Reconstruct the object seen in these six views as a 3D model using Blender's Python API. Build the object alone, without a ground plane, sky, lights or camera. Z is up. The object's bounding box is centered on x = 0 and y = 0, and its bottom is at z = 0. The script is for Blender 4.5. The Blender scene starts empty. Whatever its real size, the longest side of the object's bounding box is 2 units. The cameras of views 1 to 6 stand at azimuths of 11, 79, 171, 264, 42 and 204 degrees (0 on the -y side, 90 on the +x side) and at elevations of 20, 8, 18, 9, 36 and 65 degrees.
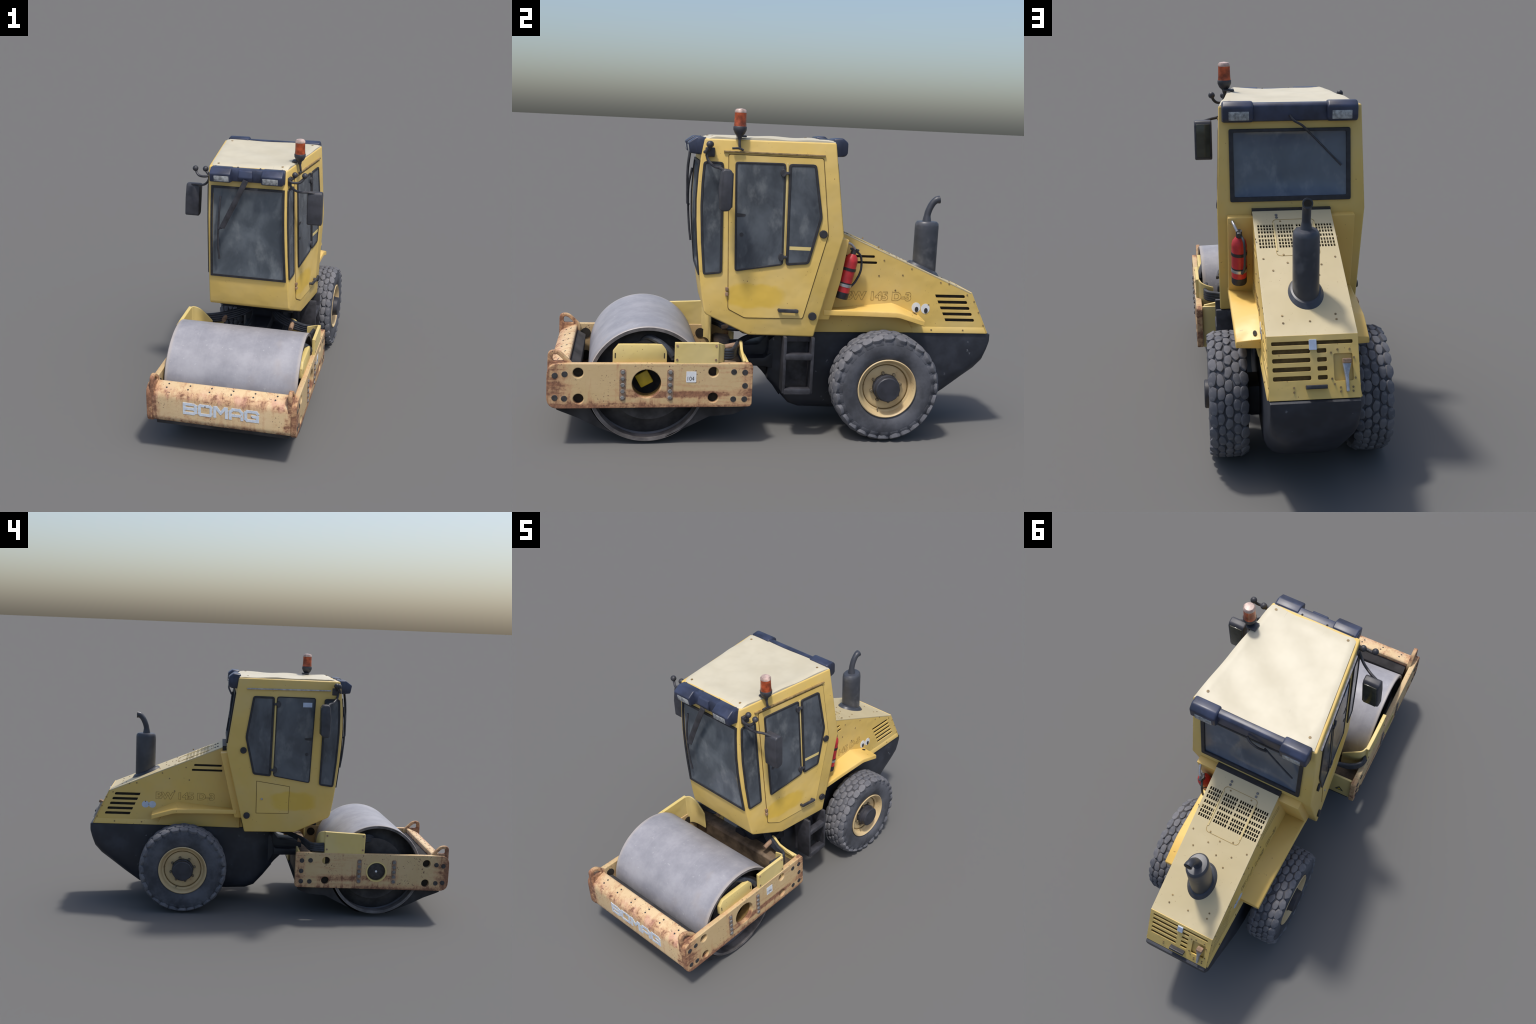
# Single-drum road roller: tractor (cab, hood, wheels) in one yawed frame,
# drum yoke in a second, slightly less yawed frame (articulated steering).
import bpy, bmesh, math, random
from mathutils import Matrix, Vector
rnd = random.Random(7)
PI = math.pi

# ------------------------------------------------------------------ frames
def frame(deg, ox):
    return Matrix.Translation((ox, 0, 0)) @ Matrix.Rotation(-math.radians(deg), 4, 'Z')
TR = frame(3.24, 0.0072)     # tractor
YO = frame(2.09, 0.0145)     # drum yoke
ID = Matrix.Identity(4)

# ------------------------------------------------------------------ node helper
class NG:
    def __init__(s, name):
        s.m = bpy.data.materials.new(name); s.m.use_nodes = True
        s.t = s.m.node_tree; s.t.nodes.clear()
        s.out = s.n('ShaderNodeOutputMaterial'); s.b = s.n('ShaderNodeBsdfPrincipled')
        s.t.links.new(s.b.outputs[0], s.out.inputs[0])
        s._c = None
    def n(s, k): return s.t.nodes.new(k)
    def link(s, a, b): s.t.links.new(a, b)
    def put(s, sock, v):
        if hasattr(v, 'is_linked') or isinstance(v, bpy.types.NodeSocket): s.link(v, sock)
        else: sock.default_value = v
    def coord(s):
        if s._c is None: s._c = s.n('ShaderNodeTexCoord').outputs['Object']
        return s._c
    def map(s, scale, loc=(0, 0, 0)):
        m = s.n('ShaderNodeMapping'); s.link(s.coord(), m.inputs[0])
        m.inputs['Scale'].default_value = scale; m.inputs['Location'].default_value = loc
        return m.outputs[0]
    def noise(s, scale, detail=4, rough=.55, vec=None, dist=0):
        n = s.n('ShaderNodeTexNoise'); s.link(vec or s.coord(), n.inputs['Vector'])
        n.inputs['Scale'].default_value = scale; n.inputs['Detail'].default_value = detail
        n.inputs['Roughness'].default_value = rough; n.inputs['Distortion'].default_value = dist
        return n.outputs[0]
    def voro(s, scale, vec=None, feat='F1'):
        n = s.n('ShaderNodeTexVoronoi'); n.feature = feat
        s.link(vec or s.coord(), n.inputs['Vector']); n.inputs['Scale'].default_value = scale
        return n.outputs['Distance']
    def xyz(s):
        n = s.n('ShaderNodeSeparateXYZ'); s.link(s.coord(), n.inputs[0]); return n.outputs
    def math(s, op, a, b=0.0, clamp=False):
        n = s.n('ShaderNodeMath'); n.operation = op; n.use_clamp = clamp
        s.put(n.inputs[0], a); s.put(n.inputs[1], b); return n.outputs[0]
    def step(s, v, a, b, lo=0.0, hi=1.0):
        n = s.n('ShaderNodeMapRange'); n.interpolation_type = 'SMOOTHSTEP'
        s.put(n.inputs[0], v); n.inputs[1].default_value = a; n.inputs[2].default_value = b
        n.inputs[3].default_value = lo; n.inputs[4].default_value = hi; return n.outputs[0]
    def mix(s, f, a, b, mode='MIX'):
        n = s.n('ShaderNodeMix'); n.data_type = 'RGBA'; n.blend_type = mode
        s.put(n.inputs[0], f)
        for k, v in ((6, a), (7, b)):
            s.put(n.inputs[k], v if not isinstance(v, tuple) else (v + (1,) if len(v) == 3 else v))
        return n.outputs[2]
    def color(s, v):
        s.put(s.b.inputs['Base Color'], v if not isinstance(v, tuple) else v + (1,))
    def bump(s, h, strength=.3, dist=.003):
        n = s.n('ShaderNodeBump'); n.inputs['Strength'].default_value = strength
        n.inputs['Distance'].default_value = dist; s.put(n.inputs['Height'], h)
        s.link(n.outputs[0], s.b.inputs['Normal'])
    def fin(s, rough=.5, metal=0.0, spec=.5):
        s.put(s.b.inputs['Roughness'], rough); s.b.inputs['Metallic'].default_value = metal
        s.b.inputs['Specular IOR Level'].default_value = spec
        return s.m

def plain(name, col, var=.25, scale=30, rough=.5, metal=0, spec=.5, bump=.15):
    g = NG(name); n = g.noise(scale, 5, .6)
    d = tuple(c * (1 - var) for c in col); l = tuple(min(1, c * (1 + var)) for c in col)
    g.color(g.mix(g.step(n, .3, .7), d, l))
    if bump: g.bump(n, bump, .002)
    return g.fin(rough, metal, spec)

YEL = (.69, .475, .125)
def paint(name, base=YEL, patch=None, fade=(.66, .49, .20), wav=.5):
    g = NG(name)
    big = g.noise(5, 3, .5); fine = g.noise(70, 4, .6)
    c = g.mix(g.step(big, .35, .7, 0, .55), base, fade)
    if patch:                                   # repainted, more saturated patches
        x, y, z = g.xyz()
        k = None
        for (cy, cz, ry, rz) in patch:
            dy = g.math('DIVIDE', g.math('SUBTRACT', y, cy), ry); dz = g.math('DIVIDE', g.math('SUBTRACT', z, cz), rz)
            d = g.math('ADD', g.math('POWER', g.math('ABSOLUTE', dy), 3), g.math('POWER', g.math('ABSOLUTE', dz), 3))
            d = g.math('ADD', d, g.math('MULTIPLY', g.math('SUBTRACT', g.noise(14, 3), .5), 1.4))
            m = g.step(d, .4, 1.25, 1, 0); k = m if k is None else g.math('MAXIMUM', k, m)
        c = g.mix(g.math('MULTIPLY', k, .75), c, (.68, .44, .05))
    c = g.mix(g.step(fine, .62, .8, 0, .35), c, tuple(v * .62 for v in base))
    # small rust chips
    chip = g.math('MULTIPLY', g.step(g.noise(120, 2, .5), .70, .74), g.step(g.noise(9, 2), .5, .62))
    c = g.mix(chip, c, (.20, .085, .03))
    g.color(c)
    g.bump(g.math('ADD', g.noise(11, 2, .4), g.math('MULTIPLY', fine, .03)), wav, .010)
    return g.fin(g.step(big, .3, .7, .42, .58))

def rusty(name, base, kind):
    """worn beige frame paint; rust gathers on the edges that get knocked"""
    g = NG(name); x, y, z = g.xyz()
    mott = g.noise(8, 5, .6); grain = g.noise(55, 6, .7)
    c = g.mix(g.step(mott, .3, .7, 0, .7), base, tuple(v * k for v, k in zip(base, (1.08, 1.10, 1.2))))
    if kind == 'plate':
        e = g.step(z, .222, .168)
        e = g.math('MAXIMUM', e, g.step(y, -.865, -.960, 0, .95))
        e = g.math('MAXIMUM', e, g.step(y, -.215, -.145, 0, .75))
        band = g.math('ABSOLUTE', g.math('ADD', g.math('SUBTRACT', z, .228), g.math('MULTIPLY', g.math('ADD', y, .5), .03)))
        band = g.math('MULTIPLY', g.step(band, .030, .006), g.math('MULTIPLY', g.step(y, -.75, -.62), g.step(y, -.20, -.30)))
        e = g.math('MAXIMUM', e, g.math('MULTIPLY', band, .95))
        sc = g.noise(16, 8, .70, g.map((1, .11, 1.5)), .4)          # long horizontal scrapes
        sv = g.noise(14, 7, .68, g.map((1, 1.8, .22), (3, 1, 2)), .3)  # run-down streaks
        v = g.math('ADD', g.math('MULTIPLY', g.math('MAXIMUM', sc, g.math('SUBTRACT', sv, .02)), .72), g.math('MULTIPLY', grain, .28))
        v = g.math('ADD', g.math('ADD', v, .012), g.math('MULTIPLY', e, .175))
    else:
        e = g.step(z, .225, .178)
        e = g.math('MAXIMUM', e, g.step(g.math('ABSOLUTE', x), .285, .335, 0, 1.0))
        e = g.math('MAXIMUM', e, g.math('MULTIPLY', g.step(z, .285, .322), g.step(z, .352, .338, 0, .75)))
        sc = g.noise(17, 7, .68, g.map((1.8, .8, .13)), .3)         # drips down the front
        sv = g.noise(26, 6, .66, g.map((1.0, 1, 1.2), (5, 0, 1)), .2)
        v = g.math('ADD', g.math('MULTIPLY', g.math('MAXIMUM', sc, g.math('SUBTRACT', sv, .03)), .72), g.math('MULTIPLY', grain, .28))
        v = g.math('ADD', g.math('ADD', v, .028), g.math('MULTIPLY', e, .13))
    r1 = g.step(v, .52, .66); r2 = g.step(v, .625, .735)
    rust = g.mix(g.step(grain, .35, .65), (.29, .13, .072), (.14, .058, .036))
    c = g.mix(g.math('MULTIPLY', r1, .58), c, (.46, .225, .115))
    c = g.mix(g.math('MULTIPLY', r2, .9), c, rust)
    if kind == 'beam':                       # pinkish worn bloom on the rounded shoulder
        bl = g.math('MULTIPLY', g.step(z, .285, .32), g.step(z, .358, .340))
        c = g.mix(g.math('MULTIPLY', g.math('MULTIPLY', g.step(g.noise(8, 6, .7, g.map((1.4, 1, .5))), .46, .64), bl), .6), c, (.55, .29, .22))
    chips = g.math('MULTIPLY', g.step(g.noise(120, 3, .5), .61, .67), g.step(g.noise(13, 3), .50, .62))
    c = g.mix(chips, c, (.13, .065, .045))
    g.color(c)
    g.bump(g.math('ADD', grain, g.math('MULTIPLY', v, -.6)), .35, .003)
    return g.fin(g.step(v, .5, .75, .55, .85))

M = {}
M['cab'] = paint('cab_yellow_paint', patch=[(-.12, .625, .13, .055)])
M['cab_left'] = M['cab']
M['hood'] = paint('hood_yellow_paint', base=(.69, .475, .125))
M['fender'] = paint('fender_yellow_paint', base=(.73, .48, .12), fade=(.74, .50, .17))
M['hoodtop'] = paint('sky_toned_hood_paint', base=(.55, .455, .26), fade=(.60, .51, .32), wav=.35)  # paler than the hood sides: baked sky reflection put into the colour
M['grill'] = paint('grille_paint', base=(.62, .49, .22), fade=(.62, .50, .26), wav=.3)
M['guard'] = paint('guard_paint', base=(.66, .51, .18), fade=(.62, .50, .24))
M['plate'] = rusty('worn_side_plate_paint', (.54, .39, .195), 'plate')
M['beam'] = rusty('worn_beam_paint', (.62, .455, .25), 'beam')
M['yokebrown'] = plain('grimy_yoke_steel', (.12, .085, .055), .5, 14, .75)
# roof: cream panel, baked sky reflection kept in its colour, with faint scratches and stains
g = NG('cream_roof_paint'); n1 = g.noise(5, 4, .6)
c = g.mix(g.step(n1, .3, .7), (.51, .46, .335), (.575, .525, .395))
c = g.mix(g.math('MULTIPLY', g.step(g.noise(3, 6, .7, g.map((9, 1.2, 1)), .6), .66, .72), .3), c, (.30, .25, .16))
g.color(c); g.bump(g.noise(10, 2), .35, .006); M['roof'] = g.fin(.5)
# drum steel: lavender grey, rubbed, with pale scuffs and circumferential drag marks
g = NG('rubbed_drum_steel')
a = g.noise(7, 6, .65); st = g.noise(10, 5, .6, g.map((9, .5, .5)))
c = g.mix(g.step(a, .3, .72), (.235, .235, .262), (.345, .34, .368))
c = g.mix(g.step(st, .5, .8, 0, .22), c, (.40, .39, .42))
c = g.mix(g.math('MULTIPLY', g.step(g.noise(60, 3, .5), .66, .74), .35), c, (.50, .49, .50))
x, y, z = g.xyz()
c = g.mix(g.step(g.math('ADD', g.math('ABSOLUTE', x), g.math('MULTIPLY', a, .02)), .318, .335, 0, .6), c, (.42, .37, .33))
c = g.mix(g.math('MULTIPLY', g.step(g.noise(4, 4), .58, .72), .35), c, (.30, .24, .19))
g.color(c); g.bump(g.noise(40, 5, .6), .12, .002); M['drum'] = g.fin(.48, .0)
M['drumrim'] = plain('dirty_drum_rim', (.13, .118, .115), .5, 12, .7)
M['drumin'] = plain('dark_drum_interior', (.05, .046, .046), .5, 10, .8)
M['under'] = plain('underside_dark', (.035, .033, .034), .5, 9, .9)  # dark tone for the scraper and the added underside fill
M['black'] = plain('chassis_black', (.016, .018, .025), .3, 12, .55)
g = NG('bumper_black'); n1 = g.noise(9, 5, .6)
c = g.mix(g.step(n1, .4, .75), (.016, .019, .028), (.035, .04, .055))
c = g.mix(g.math('MULTIPLY', g.step(g.noise(45, 3), .68, .73), g.step(g.noise(5, 2), .5, .6)), c, (.14, .15, .17))
g.color(c); M['bumper'] = g.fin(.5)
M['plastic'] = plain('sky_tinted_black_plastic', (.030, .038, .072), .35, 14, .40)  # blue of the baked sky reflection mixed into the base colour
M['bracket'] = plain('black_bracket', (.035, .035, .042), .35, 30, .5)
M['mirror'] = plain('mirror_shell', (.045, .046, .056), .25, 20, .5)
M['mglass'] = plain('mirror_glass', (.05, .05, .035), .4, 12, .15)  # yellowish tint stands in for the cab mirrored in it
M['rubber'] = plain('window_rubber', (.020, .020, .025), .3, 40, .6)
M['hose'] = plain('rubber_hose', (.028, .032, .042), .3, 40, .55)
# glass: pale dust-like noise stands in for reflections and the blurred interior
def glass(name, lo, hi, sheen):
    g = NG(name); n = g.noise(4.5, 5, .6, g.map((1, 1.3, .8)), .3); s2 = g.noise(9, 4, .6, g.map((1.4, 1.4, .8)))
    c = g.mix(g.step(n, .32, .68), lo, hi)
    c = g.mix(g.math('MULTIPLY', g.step(s2, .5, .72), .5), c, sheen)
    g.color(c); return g.fin(g.step(n, .3, .7, .10, .26), 0, .6)
M['glass'] = glass('sheen_cab_glass', (.060, .073, .088), (.135, .155, .175), (.23, .25, .26))
M['glass2'] = glass('dark_side_glass', (.040, .048, .060), (.10, .115, .135), (.20, .215, .225))
M['glass3'] = glass('rear_glass', (.060, .080, .118), (.10, .125, .165), (.20, .225, .26))
M['lens'] = plain('lamp_lens', (.30, .31, .31), .45, 60, .25)
M['amber'] = plain('amber_beacon_lens', (.33, .062, .020), .55, 26, .25)
M['ambercap'] = plain('faded_beacon_cap', (.50, .36, .31), .35, 40, .4)
M['tyre'] = plain('tyre_sidewall_rubber', (.080, .083, .096), .4, 9, .8, 0, .3)
g = NG('tread_rubber'); oi = g.n('ShaderNodeObjectInfo')
c = g.mix(oi.outputs['Random'], (.100, .104, .120), (.155, .155, .168))
c = g.mix(g.step(g.noise(60, 4), .5, .75, 0, .6), c, (.21, .205, .21))
g.color(c); g.bump(g.noise(90, 3), .2, .002); M['tread'] = g.fin(.85, 0, .25)
g = NG('beige_rim_paint'); n1 = g.noise(12, 5, .6)
c = g.mix(g.step(n1, .35, .7), (.60, .46, .25), (.52, .37, .19))
c = g.mix(g.math('MULTIPLY', g.step(g.noise(26, 4), .64, .72), .7), c, (.26, .15, .07))
g.color(c); M['rim'] = g.fin(.5)
M['hub'] = plain('hub_dark', (.030, .031, .040), .3, 20, .5)
M['nut'] = plain('wheel_nut_steel', (.15, .12, .075), .4, 60, .5)
g = NG('scorched_muffler'); n1 = g.noise(7, 4, .6)
c = g.mix(g.step(n1, .35, .7), (.028, .032, .043), (.055, .060, .075))
c = g.mix(g.math('MULTIPLY', g.step(g.noise(9, 3), .58, .75), .55), c, (.15, .155, .17))
g.color(c); M['muffler'] = g.fin(.42)
M['red'] = plain('extinguisher_red', (.52, .025, .03), .2, 25, .4)
M['steel'] = plain('bare_steel', (.42, .42, .44), .3, 40, .35, .6)
M['white'] = plain('sticker_white', (.70, .72, .74), .08, 40, .5, bump=0)
M['pale'] = plain('sticker_pale_blue', (.48, .55, .68), .08, 40, .5, bump=0)
M['ink'] = plain('sticker_ink', (.03, .03, .035), .2, 40, .5, bump=0)
M['dark'] = plain('slot_dark', (.022, .017, .012), .4, 30, .8, bump=0)
M['seam'] = plain('seam_brown', (.16, .095, .025), .3, 40, .8, bump=0)
M['bolt'] = plain('grey_bolt', (.17, .165, .16), .35, 60, .6)
M['bolthole'] = plain('black_bolt', (.035, .033, .034), .4, 60, .6)
M['rivet'] = plain('brown_rivet', (.25, .17, .07), .4, 50, .6)
M['emboss'] = plain('embossed_outline', (.33, .22, .06), .2, 40, .6, bump=0)
M['rustpart'] = plain('rusty_steel', (.30, .19, .12), .4, 30, .7)
M['triangle'] = plain('warning_yellow', (.62, .46, .03), .1, 30, .5)
g = NG('chipped_letter_paint'); n1 = g.noise(70, 5, .65)
c = g.mix(g.step(n1, .38, .6), (.50, .56, .65), (.60, .66, .73))
c = g.mix(g.step(g.noise(34, 5, .7), .63, .67), c, (.55, .36, .19))
c = g.mix(g.math('MULTIPLY', g.step(g.noise(45, 4, .6), .64, .68), .9), c, (.14, .08, .06))
g.color(c); M['letter'] = g.fin(.6)

# ------------------------------------------------------------------ mesh helpers
def mk(name, verts, faces):
    me = bpy.data.meshes.new(name); me.from_pydata([tuple(v) for v in verts], [], faces)
    bm = bmesh.new(); bm.from_mesh(me)
    bmesh.ops.remove_doubles(bm, verts=bm.verts, dist=1e-6)
    bmesh.ops.recalc_face_normals(bm, faces=bm.faces); bm.to_mesh(me); bm.free()
    return me
def smooth(me, ang=35):
    me.shade_smooth(); me.set_sharp_from_angle(angle=math.radians(ang)); return me
def bevel(me, w, seg=2, ang=30):
    bm = bmesh.new(); bm.from_mesh(me)
    bmesh.ops.remove_doubles(bm, verts=bm.verts, dist=1e-6)
    bmesh.ops.recalc_face_normals(bm, faces=bm.faces)
    es = [e for e in bm.edges if len(e.link_faces) == 2 and e.calc_face_angle(0) > math.radians(ang)]
    bmesh.ops.bevel(bm, geom=es, offset=w, segments=seg, profile=.5, affect='EDGES', clamp_overlap=True)
    bm.to_mesh(me); bm.free(); return smooth(me)
def join(meshes, name='joined', ang=35):
    bm = bmesh.new()
    for me in meshes: bm.from_mesh(me)
    out = bpy.data.meshes.new(name); bm.to_mesh(out); bm.free()
    for me in meshes: bpy.data.meshes.remove(me)
    return smooth(out, ang)
def xf(me, mat): me.transform(mat); return me
def mirx(me):
    """copy mirrored through x = 0"""
    c = me.copy(); c.transform(Matrix.Scale(-1, 4, (1, 0, 0))); c.flip_normals(); return c
def prism(poly, x0, x1, bev=0, seg=2):
    """(y,z) polygon extruded along x; x0/x1 numbers or functions of (y,z)"""
    f0 = x0 if callable(x0) else (lambda y, z: x0); f1 = x1 if callable(x1) else (lambda y, z: x1)
    n = len(poly)
    v = [(f0(y, z), y, z) for y, z in poly] + [(f1(y, z), y, z) for y, z in poly]
    f = [list(range(n)), list(range(2 * n - 1, n - 1, -1))] + [[i, (i + 1) % n, n + (i + 1) % n, n + i] for i in range(n)]
    me = mk('prism', v, f)
    return bevel(me, bev, seg) if bev else smooth(me)
def box(x0, x1, y0, y1, z0, z1, bev=0, seg=2):
    return prism([(y0, z0), (y1, z0), (y1, z1), (y0, z1)], x0, x1, bev, seg)
def lathe(prof, n=48, axis='X', sx=1.0, sy=1.0):
    """profile of (radius, along); axis X or Z; closed at the poles if r=0"""
    v = []; f = []; m = len(prof)
    for i in range(n):
        a = 2 * PI * i / n
        for r, h in prof:
            p = (h, r * math.cos(a) * sx, r * math.sin(a) * sy) if axis == 'X' else (r * math.cos(a) * sx, r * math.sin(a) * sy, h)
            v.append(p)
    for i in range(n):
        for j in range(m - 1):
            f.append([i * m + j, i * m + j + 1, ((i + 1) % n) * m + j + 1, ((i + 1) % n) * m + j])
    me = mk('lathe', v, f)
    bm = bmesh.new(); bm.from_mesh(me)
    bmesh.ops.dissolve_degenerate(bm, dist=1e-6, edges=bm.edges)
    bmesh.ops.holes_fill(bm, edges=[e for e in bm.edges if e.is_boundary], sides=0) if prof[0] != prof[-1] else None
    bmesh.ops.recalc_face_normals(bm, faces=bm.faces); bm.to_mesh(me); bm.free()
    return smooth(me, 40)
def disc(r, h, axis='X', at=(0, 0, 0), n=24, bev=.0):
    b = bev
    pr = [(0, 0), (r, 0), (r, h - b), (r - b, h), (0, h)] if b else [(0, 0), (r, 0), (r, h), (0, h)]
    return xf(lathe(pr, n, axis), Matrix.Translation(at))
def ball(r, at, n=16):
    pr = [(r * math.sin(PI * i / 10), -r * math.cos(PI * i / 10)) for i in range(11)]
    pr[0] = (0, -r); pr[-1] = (0, r)
    return xf(lathe(pr, n, 'Z'), Matrix.Translation(at))
def spline(pts, k=6):
    """Catmull-Rom through the points"""
    P = [Vector(p) for p in pts]; P = [2 * P[0] - P[1]] + P + [2 * P[-1] - P[-2]]; out = []
    for i in range(1, len(P) - 2):
        a, b, c, d = P[i - 1:i + 3]
        for j in range(k):
            t = j / k
            out.append(.5 * ((2 * b) + (c - a) * t + (2 * a - 5 * b + 4 * c - d) * t * t + (3 * b - a - 3 * c + d) * t ** 3))
    out.append(P[-2]); return out
def tube(pts, r, n=10, sm=True, k=6, flat=1.0):
    P = spline(pts, k) if sm else [Vector(p) for p in pts]
    v = []; f = []; up = Vector((0, 0, 1)); m = len(P); last = None
    for i, p in enumerate(P):
        t = (P[min(i + 1, m - 1)] - P[max(i - 1, 0)]).normalized()
        if last is None:
            s = t.cross(up); s = s if s.length > .1 else t.cross(Vector((1, 0, 0)))
        else: s = last - t * last.dot(t)
        s.normalize(); last = s; u = s.cross(t)
        rr = r(i / (m - 1)) if callable(r) else r
        for j in range(n):
            a = 2 * PI * j / n; v.append(p + s * rr * math.cos(a) + u * rr * math.sin(a) * flat)
    for i in range(m - 1):
        for j in range(n):
            f.append([i * n + j, i * n + (j + 1) % n, (i + 1) * n + (j + 1) % n, (i + 1) * n + j])
    f += [list(range(n)), list(range((m - 1) * n, m * n))]
    return smooth(mk('tube', v, f), 50)
def rpoly(pts, r, n=4):
    """polygon with rounded corners; r number or per-corner list"""
    out = []; N = len(pts)
    for i in range(N):
        p = Vector(pts[i]).to_2d(); a = Vector(pts[i - 1]).to_2d(); b = Vector(pts[(i + 1) % N]).to_2d()
        rr = r[i] if isinstance(r, (list, tuple)) else r
        da = (a - p); db = (b - p); d = min(rr, da.length * .48, db.length * .48)
        s = p + da.normalized() * d; e = p + db.normalized() * d
        for k in range(n + 1):
            t = k / n; out.append(tuple((1 - t) ** 2 * s + 2 * t * (1 - t) * p + t * t * e))
    return out
def circ(cx, cy, r, n=28, ry=None):
    return [(cx + r * math.cos(2 * PI * i / n), cy + (ry or r) * math.sin(2 * PI * i / n)) for i in range(n)]
def rect(x0, x1, y0, y1, r=0, n=3):
    p = [(x0, y0), (x1, y0), (x1, y1), (x0, y1)]
    return rpoly(p, r, n) if r else p
def inset(pts, d):
    """offset a polygon inward (mitred)"""
    N = len(pts); A = sum(pts[i][0] * pts[(i + 1) % N][1] - pts[(i + 1) % N][0] * pts[i][1] for i in range(N))
    sg = 1 if A > 0 else -1; out = []
    for i in range(N):
        p = Vector(pts[i]); a = (p - Vector(pts[i - 1])).normalized(); b = (Vector(pts[(i + 1) % N]) - p).normalized()
        na = Vector((-a.y, a.x)) * sg; nb = Vector((-b.y, b.x)) * sg; m = (na + nb)
        m = m / max(.3, m.dot(m) / 2); out.append(tuple(p + m * d))
    return out
def sheet(outer, holes=(), t=.004, bev=0.0, sub=None):
    """flat plate with holes: (a,b) plane, thickness 0..t in c"""
    cu = bpy.data.curves.new('sheet', 'CURVE'); cu.dimensions = '2D'; cu.fill_mode = 'BOTH'
    cu.extrude = max(t / 2 - bev, 1e-5); cu.bevel_depth = bev; cu.bevel_resolution = 1
    cu.offset = -bev
    for pl in [outer] + list(holes):
        sp = cu.splines.new('POLY'); sp.points.add(len(pl) - 1); sp.use_cyclic_u = True
        for q, (a, b) in zip(sp.points, pl): q.co = (a, b, 0, 1)
    ob = bpy.data.objects.new('sheet_tmp', cu); bpy.context.collection.objects.link(ob)
    dg = bpy.context.evaluated_depsgraph_get()
    me = bpy.data.meshes.new_from_object(ob.evaluated_get(dg))
    bpy.data.objects.remove(ob); bpy.data.curves.remove(cu)
    me.materials.clear(); me.transform(Matrix.Translation((0, 0, t / 2)))
    bm = bmesh.new(); bm.from_mesh(me); bmesh.ops.remove_doubles(bm, verts=bm.verts, dist=1e-6)
    bmesh.ops.recalc_face_normals(bm, faces=bm.faces); bm.to_mesh(me); bm.free()
    return me
def warp(me, fn):
    for v in me.vertices: v.co = fn(*v.co)
    bm = bmesh.new(); bm.from_mesh(me); bmesh.ops.recalc_face_normals(bm, faces=bm.faces); bm.to_mesh(me); bm.free()
    return smooth(me, 14)
def text_mesh(s, size, t=.001, outline=0.0, bold=0.0, width=1.0):
    cu = bpy.data.curves.new('txt', 'FONT'); cu.body = s; cu.size = size; cu.offset = bold
    if outline: cu.fill_mode = 'NONE'; cu.bevel_depth = outline; cu.bevel_resolution = 1
    else: cu.extrude = t / 2
    cu.resolution_u = 4
    ob = bpy.data.objects.new('txt_tmp', cu); bpy.context.collection.objects.link(ob)
    dg = bpy.context.evaluated_depsgraph_get(); me = bpy.data.meshes.new_from_object(ob.evaluated_get(dg))
    bpy.data.objects.remove(ob); bpy.data.curves.remove(cu); me.materials.clear()
    xs = [v.co.x for v in me.vertices]; ys = [v.co.y for v in me.vertices]
    x0, x1, y0, y1 = min(xs), max(xs), min(ys), max(ys)
    for v in me.vertices: v.co.x = (v.co.x - x0) / (x1 - x0); v.co.y = (v.co.y - y0) / (y1 - y0)
    return me                                  # normalised to 0..1 in x and y

ROOT = bpy.data.objects.new('road_roller', None); bpy.context.collection.objects.link(ROOT)
ROOT['label'] = 'weathered yellow single-drum road roller with enclosed cab'
ROOT['category'] = 'road roller'
def part(name, me, mat, parent=None, fr=TR, stuff=False, local=None):
    ob = bpy.data.objects.new(name, me); bpy.context.collection.objects.link(ob)
    if mat is not None and not me.materials: me.materials.append(M[mat] if isinstance(mat, str) else mat)
    me.name = name
    if parent is None: ob.parent = ROOT; ob.matrix_basis = fr if local is None else fr @ local
    else: ob.parent = parent; ob.matrix_basis = ID if local is None else local
    if stuff: ob['kind'] = 'stuff'
    return ob
def wobble(me, amp, f, seed=0.0):
    """gentle dents: smooth sum-of-sines displacement along x,y,z"""
    for v in me.vertices:
        x, y, z = v.co
        d = math.sin(f * x + 1.3 * f * z + seed) * math.sin(f * y * 1.1 - .7 * f * z + 2 * seed) + .5 * math.sin(2.3 * f * (x - y) + seed * 3)
        v.co += v.normal * amp * d
    return me

# =================================================================== CAB
def hw(y, z): return .2705 + .132 * y - .0208 * z      # half width of the cab hull
FRONT = [(.54, -.337), (.705, -.359), (.845, -.373), (.94, -.379), (1.03, -.381), (1.14, -.376), (1.215, -.368), (1.292, -.355)]
def yf(z):
    for (a, ya), (b, yb) in zip(FRONT, FRONT[1:]):
        if z <= b: return ya + (yb - ya) * (z - a) / (b - a)
    return FRONT[-1][1]
def yr(z): return .14 + (z - .456) * .11 / .444 if z < .90 else .25 - (z - .90) * .0535 / .40
prof = [(-.141, .452), (.14, .455), (.25, .90), (yr(1.1), 1.1), (yr(1.294), 1.294)]
top = [(-.355, 1.288)]
front = [(yf(z), z) for z in (1.25, 1.215, 1.14, 1.08, 1.03, .98, .94, .89, .845, .77, .705, .62)] + [(-.335, .545), (-.325, .533)]
cabp = prof + top + front
def lft(z): return .0105 * (z - .60) + .0018    # the left wall leans out a little above the sill
cab_mesh = prism(cabp, lambda y, z: -hw(y, z) - lft(z), lambda y, z: hw(y, z), .007, 3)
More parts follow.
